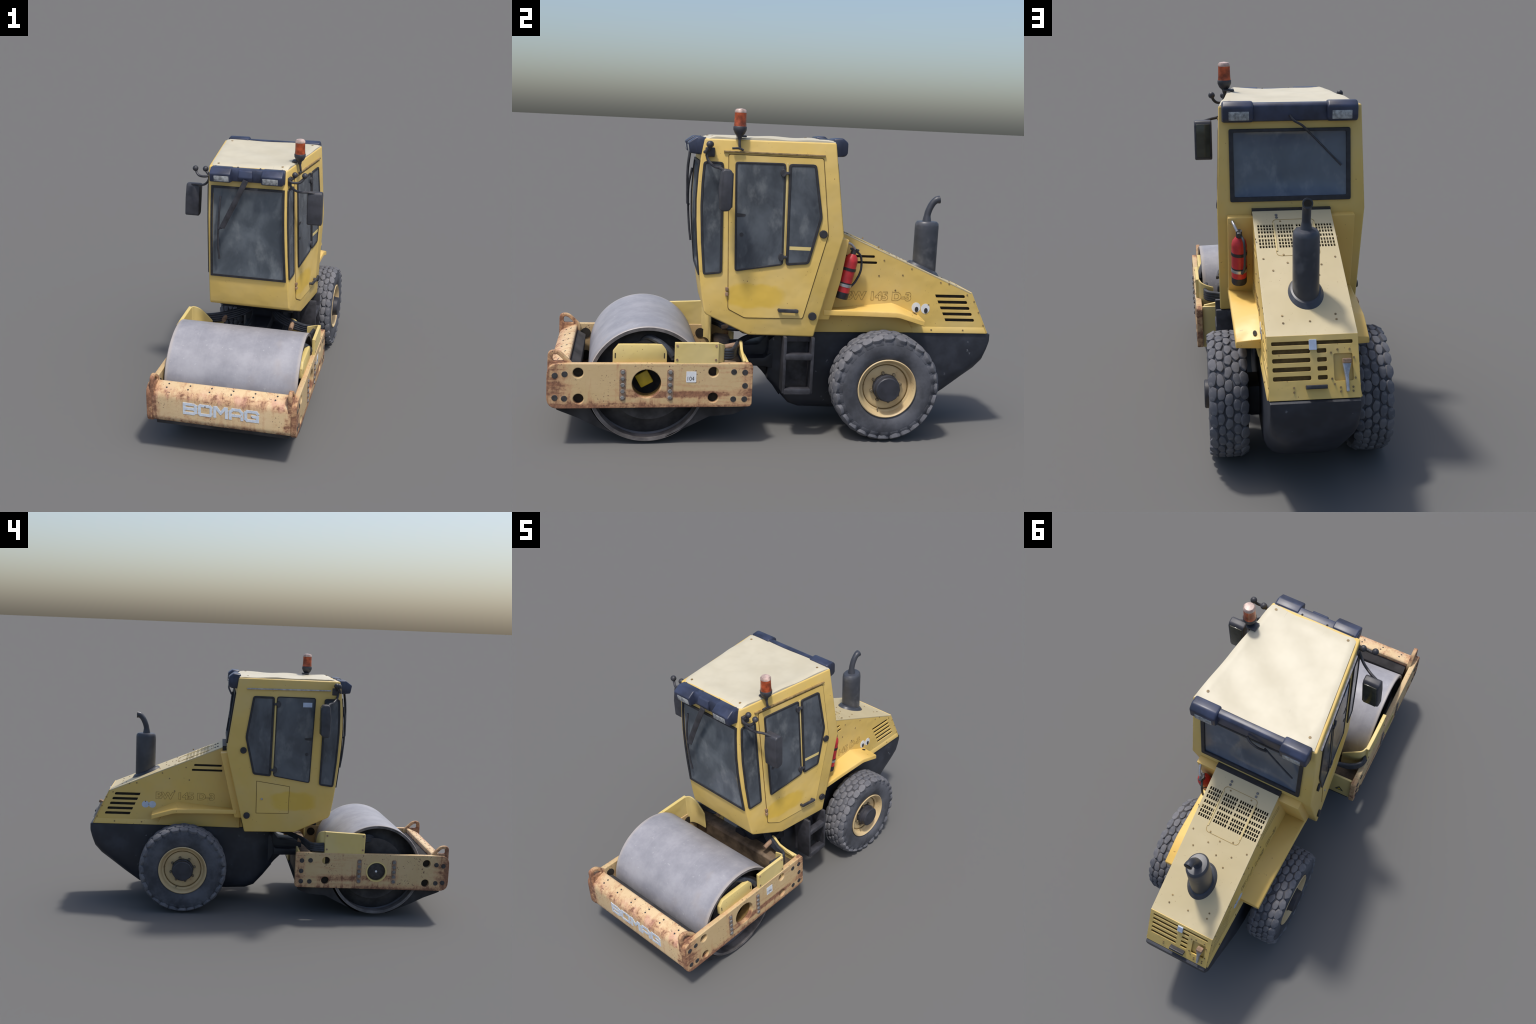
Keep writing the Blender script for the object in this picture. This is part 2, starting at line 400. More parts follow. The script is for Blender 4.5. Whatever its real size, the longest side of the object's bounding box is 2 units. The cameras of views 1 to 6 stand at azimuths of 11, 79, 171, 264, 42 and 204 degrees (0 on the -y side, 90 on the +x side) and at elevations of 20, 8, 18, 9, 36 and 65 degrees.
def carve(me, cutters):
    """boolean difference, applied"""
    ob = bpy.data.objects.new('carve_tmp', me); bpy.context.collection.objects.link(ob); tmp = []
    for c in cutters:
        co = bpy.data.objects.new('cutter_tmp', c); bpy.context.collection.objects.link(co); tmp.append(co)
        m = ob.modifiers.new('b', 'BOOLEAN'); m.operation = 'DIFFERENCE'; m.solver = 'EXACT'; m.object = co
    out = bpy.data.meshes.new_from_object(ob.evaluated_get(bpy.context.evaluated_depsgraph_get()))
    for o in [ob] + tmp: bpy.data.objects.remove(o)
    return smooth(out)
ZW = [.715 + .47 * i / 12 for i in range(13)]
cut_f = prism([(yf(z) - .03, z) for z in ZW] + [(yf(z) + .045, z) for z in ZW[::-1]], lambda y, z: -(hw(yf(z), z) - .019), lambda y, z: hw(yf(z), z) - .019)
cut_r = prism([(yr(.948) + .03, .948), (yr(1.197) + .03, 1.197), (yr(1.197) - .04, 1.197), (yr(.948) - .04, .948)], -.219, .219)
cut_t = prism([(-.325, 1.262), (.17, 1.262), (.17, 1.4), (-.325, 1.4)], lambda y, z: -hw(y, z) + .02, lambda y, z: hw(y, z) - .02)
cab_mesh = carve(cab_mesh, [cut_f, cut_r, cut_t])
cab = part('cab', cab_mesh, 'cab')

# roof panel: shallow dome with a dipped front edge and slightly wavy rim
NX, NY = 28, 36
def roof_pt(u, v, low):
    y = -.352 + v * .546; w = hw(y, 1.29) - .004
    x = u * w; wav = .0016 * math.sin(31 * y + 5 * u) + .0012 * math.sin(17 * x + 23 * y)
    z = 1.302 + .003 * v - .009 * (1 - u ** 4) * (1 - (2 * v - 1) ** 6) + wav
    z -= .017 * max(0, 1 - v / .09) ** 1.5 + .004 * max(0, (v - .95) / .05)
    z -= .006 * max(0, (abs(u) - .93) / .07)
    if low: z = 1.279
    return (x, y, z)
V = []; Fc = []
for low in (0, 1):
    for j in range(NY + 1):
        for i in range(NX + 1): V.append(roof_pt(2 * i / NX - 1, j / NY, low))
S = (NX + 1) * (NY + 1)
for j in range(NY):
    for i in range(NX):
        a = j * (NX + 1) + i; q = [a, a + 1, a + NX + 2, a + NX + 1]; Fc.append(q); Fc.append([S + k for k in q[::-1]])
ring = [i for i in range(NX + 1)] + [j * (NX + 1) + NX for j in range(1, NY + 1)] + [NY * (NX + 1) + i for i in range(NX - 1, -1, -1)] + [j * (NX + 1) for j in range(NY - 1, 0, -1)]
for a, b in zip(ring, ring[1:] + ring[:1]): Fc.append([a, b, S + b, S + a])
roof = part('roof_panel', smooth(mk('roof', V, Fc), 50), 'roof', cab)
for x, y in ((.165, -.32), (-.165, -.32), (.225, .15), (-.225, .15)):
    part('roof_bolt', disc(.006, .005, 'Z', (x, y, roof_pt(x / (hw(y, 1.29) - .004), (y + .352) / .546, 0)[2] - .0035)), 'rivet', cab)
for x in (-.17, -.055, .06, .17):
    part('roof_bolt', ball(.005, (x, -.353, 1.288), 8), 'bolthole', cab)

def side(me, sgn, off):
    """flat (y,z,c) sheet -> on the cab side, c measured outwards from the hull"""
    return warp(me, lambda a, b, c: (sgn * (hw(a, b) + off + c + (lft(b) if sgn < 0 else 0)), a, b))
door_poly = [(-.255, 1.228), (-.234, .561), (-.161, .525), (.09, .532), (.184, .904), (.152, 1.19), (.147, 1.228)]
part('door_seam', side(sheet(rpoly(door_poly, .01), (), .0018), 1, -.0005), 'seam', cab)
dp = rpoly(inset(door_poly, .0032), .009)
win_front = [(-.358, 1.193), (-.273, 1.193), (-.264, .717), (-.345, .706), (-.358, .85), (-.3655, 1.0), (-.364, 1.1)]
win_door = [(-.225, 1.197), (-.012, 1.20), (-.006, .765), (-.211, .728)]
win_rear = [(.001, 1.198), (.117, 1.20), (.152, .976), (.104, .774), (.005, .763)]
part('door', side(sheet(dp, (), .0035, .0008), 1, 0), 'cab', cab)
def window(poly, sgn, off, gw, mat, thin=False):
    r = [.014] * len(poly)
    o = rpoly(poly, r, 3); i = inset(o, gw)
    gk = part('window_gasket', side(sheet(o, [i], .0075, .0015), sgn, off - .001), 'rubber', cab)
    part('window_pane', side(sheet(inset(o, gw * .5), (), .003), sgn, off + .0008), mat, gk)
window(win_front, 1, .0, .010, 'glass2'); window(win_front, -1, .0, .010, 'glass2')
window(win_door, 1, .0035, .008, 'glass2'); window(win_door, -1, .0, .005, 'glass2')
window(win_rear, 1, .0035, .011, 'glass2'); window(win_rear, -1, .0, .011, 'glass2')
# grab bar seen through the right rear pane
part('interior_bar', side(sheet(rect(.018, .118, .832, .847), (), .0012), 1, .0065), 'guard', cab)
for sg in (1, -1):
    o = .0035 if sg > 0 else 0
    for y, z in ((-.022, 1.158), (-.016, .80)):
        h = part('window_hinge', side(sheet(circ(y, z, .012, 16, .017), (), .012, .002), sg, o), 'bracket', cab)
        part('hinge_pin', side(sheet(rect(y + .008, y + .026, z - .006, z + .006, .003), (), .012, .002), sg, o), 'bracket', h)
    for y, z in ((.16, .905), (.130, .547)):
        part('rubber_buffer', side(sheet(circ(y, z, .0175, 28), (), .010, .002), sg, 0), 'rubber', cab)
    part('drip_rail', side(sheet(rect(-.274 if sg > 0 else -.305, .152, 1.234, 1.241), (), .009, .001), sg, -.001), 'steel' if sg < 0 else 'rivet', cab)
    part('window_sill', side(sheet(rect(-.009, -.001, .77, 1.2), (), .004, .0005), sg, .002 if sg > 0 else 0), 'guard', cab)
# interior knobs silhouetted behind the door panes
for sg in (1, -1):
    part('inner_latch', side(sheet(rpoly([(-.215, .962), (-.175, .966), (-.172, .976), (-.215, .98)], .004), (), .001), sg, .0072 if sg > 0 else .0045), 'ink', cab)
    part('inner_latch', side(sheet(circ(-.188, .888, .009, 12), (), .001), sg, .0072 if sg > 0 else .0045), 'ink', cab)
# door handle and hinges (right), hatch (left), label on left pane
dh = part('door_handle', side(sheet(rect(-.02, .067, .561, .577, .006), (), .010, .003), 1, .014), 'bracket', cab)
for y in (-.014, .058): part('handle_foot', side(sheet(circ(y, .569, .007, 12), (), .018, .001), 1, 0), 'bracket', dh)
for z in (.650, .628): part('door_hinge', side(sheet(rect(-.247, -.234, z - .008, z + .008, .003), (), .012, .003), 1, 0), 'rustpart', cab)
hatch = [(.083, .739), (-.102, .709), (-.101, .557), (.080, .559)]
part('hatch_seam', side(sheet(hatch, (), .0012), -1, -.0003), 'seam', cab)
sh = part('service_hatch', side(sheet(inset(hatch, .0028), (), .003, .0006), -1, 0), 'cab', cab)
part('hatch_lock', side(sheet(circ(.05, .639, .006, 14), (), .004, .001), -1, .003), 'steel', sh)
part('pane_sticker', side(sheet(rect(-.205, -.155, 1.145, 1.17), (), .0006), -1, .0046), 'pale', cab)
# front screen follows the curved front
def front_sheet(zs, xin, off0, off1, gw=None, dish=0.0):
    me_parts = []
    def grid(x0, x1, z0, z1, nx, nz):
        v = []; f = []
        for k, o in enumerate((off0, off1)):
            for j in range(nz + 1):
                z = z0 + (z1 - z0) * j / nz
                for i in range(nx + 1):
                    u = x0 + (x1 - x0) * i / nx; d = dish * (.42 + .58 * (z - z0) / (z1 - z0)) * (1 - u ** 6) * (1 - ((z - z0) / (z1 - z0) * 2 - 1) ** 6); v.append((u * (hw(yf(z), z) - xin), yf(z) - o + d, z))
        s = (nx + 1) * (nz + 1)
        for j in range(nz):
            for i in range(nx):
                a = j * (nx + 1) + i; q = [a, a + 1, a + nx + 2, a + nx + 1]; f.append(q); f.append([s + t for t in q[::-1]])
        rg = [i for i in range(nx + 1)] + [j * (nx + 1) + nx for j in range(1, nz + 1)] + [nz * (nx + 1) + i for i in range(nx - 1, -1, -1)] + [j * (nx + 1) for j in range(nz - 1, 0, -1)]
        for a, b in zip(rg, rg[1:] + rg[:1]): f.append([a, b, s + b, s + a])
        return mk('g', v, f)
    z0, z1 = zs
    if gw is None: return smooth(grid(-1, 1, z0, z1, 24, 30))
    w = gw / .2
    return join([grid(-1, -1 + w, z0, z1, 1, 24), grid(1 - w, 1, z0, z1, 1, 24), grid(-1 + w, 1 - w, z0, z0 + gw, 4, 1), grid(-1 + w, 1 - w, z1 - gw, z1, 4, 1)])
ws = part('windshield', front_sheet((.712, 1.188), .014, -.002, .002, None, .027), 'glass', cab)
part('windshield_gasket', front_sheet((.703, 1.194), .008, -.002, .0065, .011), 'rubber', ws)
# rear window on the sloping back
def back(me, off):
    return warp(me, lambda a, b, c: (a, yr(b) + off + c, b))
V = []; Fc = []; n = 20
for c in (-.003, .001):
    for j in range(n + 1):
        for i in range(n + 1):
            u, v = 2 * i / n - 1, 2 * j / n - 1; z = 1.0725 + v * .1275
            V.append((u * .222, yr(z) + c - .016 * (1 - u ** 6) * (1 - v ** 6), z))
for j in range(n):
    for i in range(n):
        a = j * (n + 1) + i; q = [a, a + 1, a + n + 2, a + n + 1]; Fc += [q, [k + (n + 1) ** 2 for k in q[::-1]]]
rw = part('rear_window', smooth(mk('rear_window', V, Fc), 60), 'glass3', cab)
part('rear_window_gasket', back(sheet(rect(-.233, .233, .934, 1.208, .008), [rect(-.216, .216, .952, 1.196, .006)], .010, .002), -.001), 'rubber', rw)
part('hood_gap_strip', box(-.152, .152, .246, .272, .882, .908), 'rubber', cab)  # black strip added to darken the gap between cab and hood

# lamp bars -----------------------------------------------------------------
fb = part('lamp_bar', prism([(-.345, 1.288), (-.384, 1.289), (-.392, 1.27), (-.388, 1.226), (-.36, 1.219), (-.345, 1.219)], -.189, .189, .004), 'plastic', None)
for sg in (-1, 1):
    a, b = sorted((sg * .078, sg * .186))
    pod = part('lamp_pod', prism([(-.35, 1.292), (-.388, 1.2935), (-.424, 1.268), (-.416, 1.224), (-.375, 1.219), (-.35, 1.222)], a, b, .006, 3), 'plastic', fb)
    a, b = sorted((sg * .086, sg * .163))
    part('headlamp', prism([(-.405, 1.258), (-.4238, 1.258), (-.4195, 1.229), (-.40, 1.229)], a, b, .002), 'lens', pod)
part('wiper_motor_cover', prism([(-.36, 1.288), (-.396, 1.284), (-.405, 1.25), (-.39, 1.226), (-.36, 1.226)], -.042, .03, .005), 'plastic', fb)
rb = part('lamp_bar', prism([(.195, 1.306), (.220, 1.305), (.230, 1.295), (.231, 1.24), (.21, 1.234), (.19, 1.24)], -.258, .258, .004), 'plastic', None)
for sg in (-1, 1):
    a, b = sorted((sg * .140, sg * .257))
    pod = part('lamp_pod', prism([(.185, 1.310), (.228, 1.315), (.252, 1.296), (.252, 1.248), (.24, 1.236), (.20, 1.234)], a, b, .009, 3), 'plastic', rb)
    a, b = sorted((sg * .157, sg * .233))
    part('headlamp', prism([(.235, 1.279), (.2538, 1.279), (.2535, 1.246), (.235, 1.246)], a, b, .002), 'lens', pod)
# wipers
wp = part('wiper_arm', tube([(-.002, -.405, 1.238), (-.05, -.412, 1.135), (-.125, -.405, .985)], lambda t: .0055, 10, True, 6, 2.6), 'bracket', None)
part('wiper_joint', tube([(-.125, -.405, .985), (-.148, -.398, .975)], .006, 8, False), 'bracket', wp)
part('wiper_blade', tube([(-.137, -.388, 1.145), (-.141, -.401, 1.06), (-.147, -.400, .97), (-.15, -.393, .88), (-.147, -.384, .808)], .0052, 8), 'bracket', wp)
wp2 = part('wiper_arm', tube([(.004, .238, 1.262), (-.012, .246, 1.242), (-.045, .247, 1.222), (-.075, .232, 1.19)], .005, 8), 'bracket', None)
part('wiper_blade', tube([(-.066, .227, 1.2), (-.13, .235, 1.135), (-.195, .24, 1.067)], .004, 8), 'bracket', wp2)

# mirrors, brackets, beacon ---------------------------------------------------
for sg in (1, -1):
    br = join([tube([(.198, -.345, 1.238), (.222, -.356, 1.232), (.255, -.352, 1.232), (.272, -.345, 1.244), (.280, -.340, 1.262)], .0062),
               tube([(.205, -.342, 1.236), (.220, -.338, 1.246), (.230, -.334, 1.262)], .0062),
               tube([(.203, -.335, 1.245), (.208, -.345, 1.22), (.222, -.338, 1.195), (.25, -.318, 1.176), (.29, -.294, 1.170), (.322, -.282, 1.163)], .0062),
               ball(.0145, (.281, -.340, 1.266)), ball(.0145, (.230, -.333, 1.265)),
               box(.196, .214, -.352, -.312, 1.212, 1.252, .004)])
    sh_ = prism([(-.301, 1.0), (-.289, .996), (-.266, .998), (-.255, 1.01), (-.252, 1.15), (-.262, 1.168), (-.29, 1.170), (-.299, 1.16), (-.306, 1.09)], .286, .361, .010, 3)
    gl = box(.294, .353, -.258, -.2505, 1.012, 1.155, .003)
    if sg < 0: br, sh_, gl = mirx(br), mirx(sh_), mirx(gl)
    if sg < 0:
        for m_ in (sh_, gl): m_.transform(Matrix(((1, 0, .06, -.058), (0, 1, 0, 0), (0, 0, 1, 0), (0, 0, 0, 1))))
    for m_ in (sh_, gl): m_.transform(Matrix.Translation((0, .008, 0)))
    b = part('mirror_bracket', smooth(br), 'bracket', None)
    s = part('mirror', smooth(sh_), 'mirror', None); part('mirror_glass', smooth(gl), 'mglass', s)
BX, BY = .229, -.212
bc = part('beacon', xf(lathe([(0, 1.29), (.008, 1.29), (.010, 1.303), (.022, 1.315), (.0285, 1.330), (.029, 1.342), (.027, 1.345), (0, 1.345)], 28, 'Z'), Matrix.Translation((BX, BY, 0))), 'bracket', None)
part('beacon_lens', xf(lathe([(0, 1.342), (.0272, 1.343), (.0255, 1.36), (.0248, 1.39), (.025, 1.402), (0, 1.402)], 28, 'Z'), Matrix.Translation((BX, BY, 0))), 'amber', bc)
part('beacon_cap', xf(lathe([(0, 1.400), (.0252, 1.4015), (.0255, 1.409), (.020, 1.4165), (0, 1.4195)], 28, 'Z'), Matrix.Translation((BX, BY, 0))), 'ambercap', bc)
part('beacon_stem', join([tube([(BX, BY, 1.295), (BX + .004, BY, 1.27), (BX + .006, BY + .004, 1.248)], .0055), tube([(BX + .004, BY - .03, 1.252), (BX + .006, BY, 1.253), (BX + .004, BY + .018, 1.246)], .005),
     box(.19, .235, BY - .012, BY + .03, 1.300, 1.308, .003)]), 'bracket', bc)

# =================================================================== HOOD
def yh(z): return .89 + (z - .638) * (.978 - .89) / (.452 - .638)     # rear face
SL = math.atan2(.897 - .638, .89 - .277); CS, SN = math.cos(SL), math.sin(SL)
def zt(y): return .897 - (y - .277) * math.tan(SL)
hood_poly = [(.145, .452), (.252, .892), (.277, .8965), (.8895, .6385), (.978, .452)]
def slot(y0, y1, z, h, slant=0, n=3):
    return rpoly([(y0 + slant, z - h / 2), (y1 + slant * .9, z - h / 2), (y1, z + h / 2), (y0, z + h / 2)], [.001, h * .45, h * .45, .001], n)
slots = [slot(.718 + i * .0132, .857 + i * .0132, .622 - i * .0275, .0145, .006) for i in range(5)]
slots += [slot(.272, .425, .7955, .0115, .002), slot(.268, .437, .768, .0115, .002)]
inner = part('slot_backing', prism(inset(hood_poly, .012), -.138, .138), 'dark', None)  # dark block added inside so the slots read dark
hood = part('hood', join([warp(sheet(hood_poly, slots, .006, .0006), lambda a, b, c, s=s: (s * (.1445 + c), a, b)) for s in (1, -1)], 'hood', 14), 'hood', None)
def on_top(me, off=0.0):           # (x, s) sheet onto the hood slope
    return warp(me, lambda a, b, c: (a, .277 + b * CS + (c + off) * SN, .897 - b * SN + (c + off) * CS))
LT = (.89 - .277) / CS
gslots = []
for cx0, n in ((-.141, 6), (-.068, 6), (.004, 6), (.077, 6)):
    for r in range(7):
        s0 = .078 + r * .0187 + (.005 if r >= 3 else 0) + (.005 if r >= 4 else 0)
        for k in range(n):
            gslots.append(rect(cx0 + k * .0108, cx0 + k * .0108 + .0066, s0, s0 + .0135))
part('hood_top', on_top(sheet(rpoly([(-.1512, -.024), (.1512, -.024), (.1512, LT + .002), (-.1512, LT + .002)], [.001, .001, .006, .006]), gslots, .006, .0012), -.004), 'hoodtop', hood)
part('grille_frame', on_top(sheet(rpoly([(-.080, .048), (.080, .048), (.080, .262), (-.080, .262)], .02, 5), [rpoly([(-.0782, .0498), (.0782, .0498), (.0782, .2602), (-.0782, .2602)], .019, 5)], .0012), .0018), 'emboss', hood)
for sx in (-.0765, .0765):
    part('grille_rail', on_top(sheet(rect(sx - .003, sx + .003, .07, .235), (), .004, .0008), .001), 'grill', hood)
RV = [(x, s) for s in (.275,) for x in (-.13, .0, .13)] + [(-.075, .315), (.045, .30), (-.01, .335), (.10, .34), (-.06, .37)] + [(-.09, .57), (.09, .57), (-.09, .595), (.0, .60), (.09, .605), (-.055, .255), (.055, .255), (-.05, .06), (.05, .06)]
me = [on_top(disc(.0038, .002, 'Z', (x, s, 0), 10), .002) for x, s in RV]
part('hood_rivet', join(me), 'rivet', hood, stuff=True)
for x in (-.062, .062):
    for s in (.022, .037): part('hood_bolt', on_top(disc(.0055, .004, 'Z', (x, s, 0), 12, .001), .002), 'bolt', hood)
# rear face
LR = math.hypot(.978 - .89, .638 - .452); RC, RS = (.978 - .89) / LR, (.638 - .452) / LR
def on_rear(me, off=0.0):          # (x, z-height) sheet onto the rear face
    return warp(me, lambda a, b, c: (a, yh(b) + (c + off) * RS, b + (c + off) * RC))
rsl = [rect(-.132, .136, .612, .623, .004)]
for i in range(4):
    z = .5935 - i * .0262
    rsl += [rect(.010, .135, z - .0065, z + .0065, .005), rect(-.044, -.012, z - .0065, z + .0065, .004)]
rsl.append(rect(-.129, -.066, .503, .583, .006))
part('rear_panel', on_rear(sheet([(-.1505, .452), (.1505, .452), (.1505, .6405), (-.1505, .6405)], rsl, .006, .0008), -.003), 'hood', hood)
part('radiator_core', on_rear(sheet(rect(-.145, .145, .46, .632), (), .002), -.012), M['seam'], hood)
part('latch_recess', on_rear(sheet(rect(-.131, -.064, .50, .586), (), .002), -.010), 'hood', hood)
lt = part('latch_handle', on_rear(sheet(rpoly([(-.112, .47), (-.102, .47), (-.100, .51), (-.094, .55), (-.096, .566), (-.122, .566), (-.122, .552), (-.113, .52)], .004), (), .016, .004), .0), 'steel', hood)
part('latch_hook', on_rear(sheet(rect(-.122, -.094, .553, .568, .004), (), .026, .004), .0), 'rustpart', lt)
part('rear_handle', on_rear(sheet(rect(-.040, .030, .482, .494, .002), (), .024, .003), 0), 'bracket', hood)
part('badge', on_rear(sheet(rect(-.012, .013, .596, .627, .002), (), .006, .001), .002), 'pale', hood)
me = [on_rear(disc(.0035, .002, 'Z', (x, z, 0), 10), .003) for x, z in
      [(.068, .475), (.068, .488), (-.058, .586), (-.133, .57), (-.058, .51), (-.135, .51), (-.08, .595), (-.12, .595), (-.085, .472), (-.085, .484), (-.126, .472), (-.126, .484), (-.066, .494)]]
part('rear_rivet', join(me), 'rivet', hood, stuff=True)
# flared lower flange along both sides, rivets, embossed lettering, eye stickers
for sg in (1, -1):
    fl = prism([(.16, .452), (.973, .452), (.960, .480), (.16, .480)], .146, lambda y, z: .1505 + (.480 - z) * .22, .0012)
    part('hood_flange', fl if sg > 0 else mirx(fl), 'hood', hood)
    spots = [(.44, .84), (.47, .78), (.60, .745), (.74, .685), (.78, .69 - .01), (.87, .630), (.45, .71), (.56, .715), (.53, .645), (.69, .582), (.93, .55), (.905, .60), (.957, .49)]
    me = [disc(.0038, .0025, 'X', (.1497, y, z), 10) for y, z in spots] + [disc(.0038, .0025, 'X', (.1535, y, .466), 10) for y in (.27, .288, .306, .44, .57, .71, .86)]
    me = join(me); part('hood_rivet', me if sg > 0 else mirx(me), 'rivet', hood, stuff=True)
    t = text_mesh('BW 145 D-3', .1, outline=.0020, bold=.004)
    dep = [v.co.z for v in t.vertices]
    y0, y1 = (.300, .606) if sg > 0 else (.634, .307)
    for v in t.vertices: v.co = (sg * (.1500 + v.co.z), y0 + (y1 - y0) * v.co.x, .597 + .042 * v.co.y)
    part('embossed_lettering', t, 'emboss', hood)
    for k, (cy, cz) in enumerate(((.632, .568), (.676, .563)) if sg > 0 else ((.690, .566), (.652, .566))):
        e = part('eye_sticker', warp(sheet(circ(cy, cz, .0205, 24, .023 if sg > 0 else .019), (), .001), lambda a, b, c, s=sg: (s * (.1505 + c), a, b)), 'white' if sg > 0 else 'pale', hood)
        if sg > 0:
            part('eye_pupil', warp(sheet(circ(cy + .003, cz - .009, .0085, 16, .0125), (), .001), lambda a, b, c: (.1516 + c, a, b)), 'ink', e)
# shoulders behind the cab, fenders
for sg in (1, -1):
    zz = [.525, .70, .885]
    P = [(yr(z) - .012, z) for z in zz] + [(yr(z) + (.054 if sg > 0 else .038), z) for z in zz[::-1]]
    P[3] = (yr(.885) + .036, .880)
    s = prism(P, .146, .246, .004); part('shoulder_panel', s if sg > 0 else mirx(s), 'fender', None)
    st_ = [(.185, .556, .569, .2480), (.30, .566, .567, .2460), (.36, .572, .566, .2455), (.515, .588, .562, .2440), (.535, .582, .559, .2435), (.650, .531, .524, .2400)]
    sec_ = [(y, [(.146, zi), (xo - .004, zo + .001), (xo, zo - .003), (xo, zo - .024), (xo - .006, zo - .024), (.146, zi - .036)]) for y, zi, zo, xo in st_]
    v_ = [(x, y, z) for y, q in sec_ for x, z in q]; nn = 6; f_ = [list(range(nn)), list(range(len(v_) - nn, len(v_)))]
    for k in range(len(sec_) - 1): f_ += [[k * nn + i, k * nn + (i + 1) % nn, (k + 1) * nn + (i + 1) % nn, (k + 1) * nn + i] for i in range(nn)]
    f = bevel(mk('fender', v_, f_), .002, 1)
    sk = prism([(.165, .4525), (.625, .4525), (.60, .50), (.55, .54), (.165, .54)], .149, lambda y, z: .174 - .012 * max(0, (y - .5) / .1), .003)
    part('hood_skirt', sk if sg > 0 else mirx(sk), 'hood', hood)
    f = part('fender', f if sg > 0 else mirx(f), 'fender', None)
part('drain_hole_disc', warp(sheet(circ(0, 0, .0075, 12, .012), (), .001), lambda a, b, c: (.170 + a, .622 + b, .5445 - (b) * .44 - .08 * a + c)), 'dark', f)  # dark disc laid on the fender in place of a hole

# exhaust ---------------------------------------------------------------------
EX = (-.002, .705)
mf = part('muffler', xf(lathe([(0, .66), (.048, .66), (.048, .925), (.0465, .938), (.040, .946), (.022, .948), (0, .948)], 40, 'Z', .96, 1.16), Matrix.Translation((EX[0], EX[1], 0))), 'muffler', None)
col = lathe([(.0, -.02), (.072, -.02), (.070, .004), (.060, .017), (.046, .022), (0, .022)], 40, 'Z', .88, 1.12)
part('exhaust_collar', warp(col, lambda x, y, z: (EX[0] + x, EX[1] - .004 + y, zt(EX[1] + y) + z)), 'muffler', mf)
part('exhaust_pipe', tube([(EX[0], .703, .940), (EX[0], .704, .975), (EX[0], .712, 1.005), (EX[0] + .001, .726, 1.032), (EX[0] + .002, .742, 1.047), (EX[0] + .002, .757, 1.050)], lambda t: .022 - .0065 * min(1, t * 5) + .003 * max(0, t * 3 - 2), 16), 'muffler', mf)
part('pipe_mouth_disc', xf(disc(.0135, .001, 'X', (0, 0, 0), 16), Matrix.Translation((EX[0] + .002, .7575, 1.050)) @ Matrix.Rotation(PI / 2, 4, 'Z')), 'dark', mf)  # dark disc stands in for the open pipe end

# fire extinguisher on the right shoulder ---------------------------------------
ax0, ax1 = Vector((.205, .268, .615)), Vector((.205, .312, .815)); L = (ax1 - ax0).length
ROT = (ax1 - ax0).to_track_quat('Z', 'Y').to_matrix().to_4x4(); EXM = Matrix.Translation(ax0) @ ROT
fe = part('fire_extinguisher', xf(lathe([(0, .026), (.0295, .026), (.0295, L - .035), (.026, L - .018), (.014, L - .002), (0, L - .002)], 28, 'Z'), EXM), 'red', None)
part('extinguisher_base', xf(lathe([(0, 0), (.028, 0), (.030, .006), (.030, .030), (0, .030)], 28, 'Z'), EXM), 'rubber', fe)
for h in (.055, .128): part('extinguisher_strap', xf(lathe([(.028, h), (.0312, h), (.0312, h + .013), (.028, h + .013)], 28, 'Z'), EXM), 'rubber' if h > .1 else 'steel', fe)
part('extinguisher_strap', xf(lathe([(.028, .066), (.0308, .066), (.0308, .074), (.028, .074)], 28, 'Z'), EXM), 'rubber', fe)
part('extinguisher_valve', xf(join([disc(.012, .03, 'Z', (0, 0, L - .006), 16), box(-.008, .008, -.022, .018, L + .014, L + .024, .003)]), EXM), 'bracket', fe)
part('extinguisher_lever', tube([(.212, .318, .836), (.222, .30, .856), (.230, .275, .868)], .0055, 8), 'steel', fe)
part('extinguisher_hose', tube([(.200, .325, .826), (.188, .352, .80), (.186, .356, .74), (.188, .335, .69), (.195, .312, .665)], .005, 8), 'hose', fe)
# =================================================================== CHASSIS
def loft(sections):
    """sections: list of (y, [(x,z)...]) with equal counts"""
    n = len(sections[0][1]); v = [(x, y, z) for y, s in sections for x, z in s]; f = []
    for k in range(len(sections) - 1):
        for i in range(n): f.append([k * n + i, k * n + (i + 1) % n, (k + 1) * n + (i + 1) % n, (k + 1) * n + i])
    f += [list(range(n)), list(range((len(sections) - 1) * n, len(sections) * n))]
    return mk('loft', v, f)
def sec(hx, z0, z1, r, cx=0.0):
    return rpoly([(cx - hx, z0), (cx + hx, z0), (cx + hx, z1), (cx - hx, z1)], [r, r, .004, .004], 5)
ZT = .4515
S_ = [(-.03, sec(.10, .215, .40, .03, .02)), (.02, sec(.135, .160, .448, .05, .012)), (.07, sec(.143, .105, ZT, .06, .007)), (.12, sec(.146, .085, ZT, .075, .004)), (.28, sec(.15, .080, ZT, .08)),
      (.64, sec(.15, .080, ZT, .085)), (.72, sec(.1505, .108, ZT, .09)), (.80, sec(.1505, .163, ZT, .095)), (.88, sec(.1505, .224, ZT, .095)), (.935, sec(.1505, .268, ZT, .085)), (.968, sec(.150, .312, ZT, .06)), (.984, sec(.1495, .360, ZT - .002, .05)), (.993, sec(.148, .40, ZT - .004, .03))]
part('chassis', smooth(loft(S_), 40), 'bumper', None)
for x in (.091, -.113): part('tow_hole_disc', xf(disc(.020, .002, 'X', (0, 0, 0), 20), Matrix.Translation((x, .974, .355)) @ Matrix.Rotation(math.radians(90), 4, 'Z') @ Matrix.Rotation(math.radians(12), 4, 'Y')), 'black', None)  # black discs on the surface stand in for openings
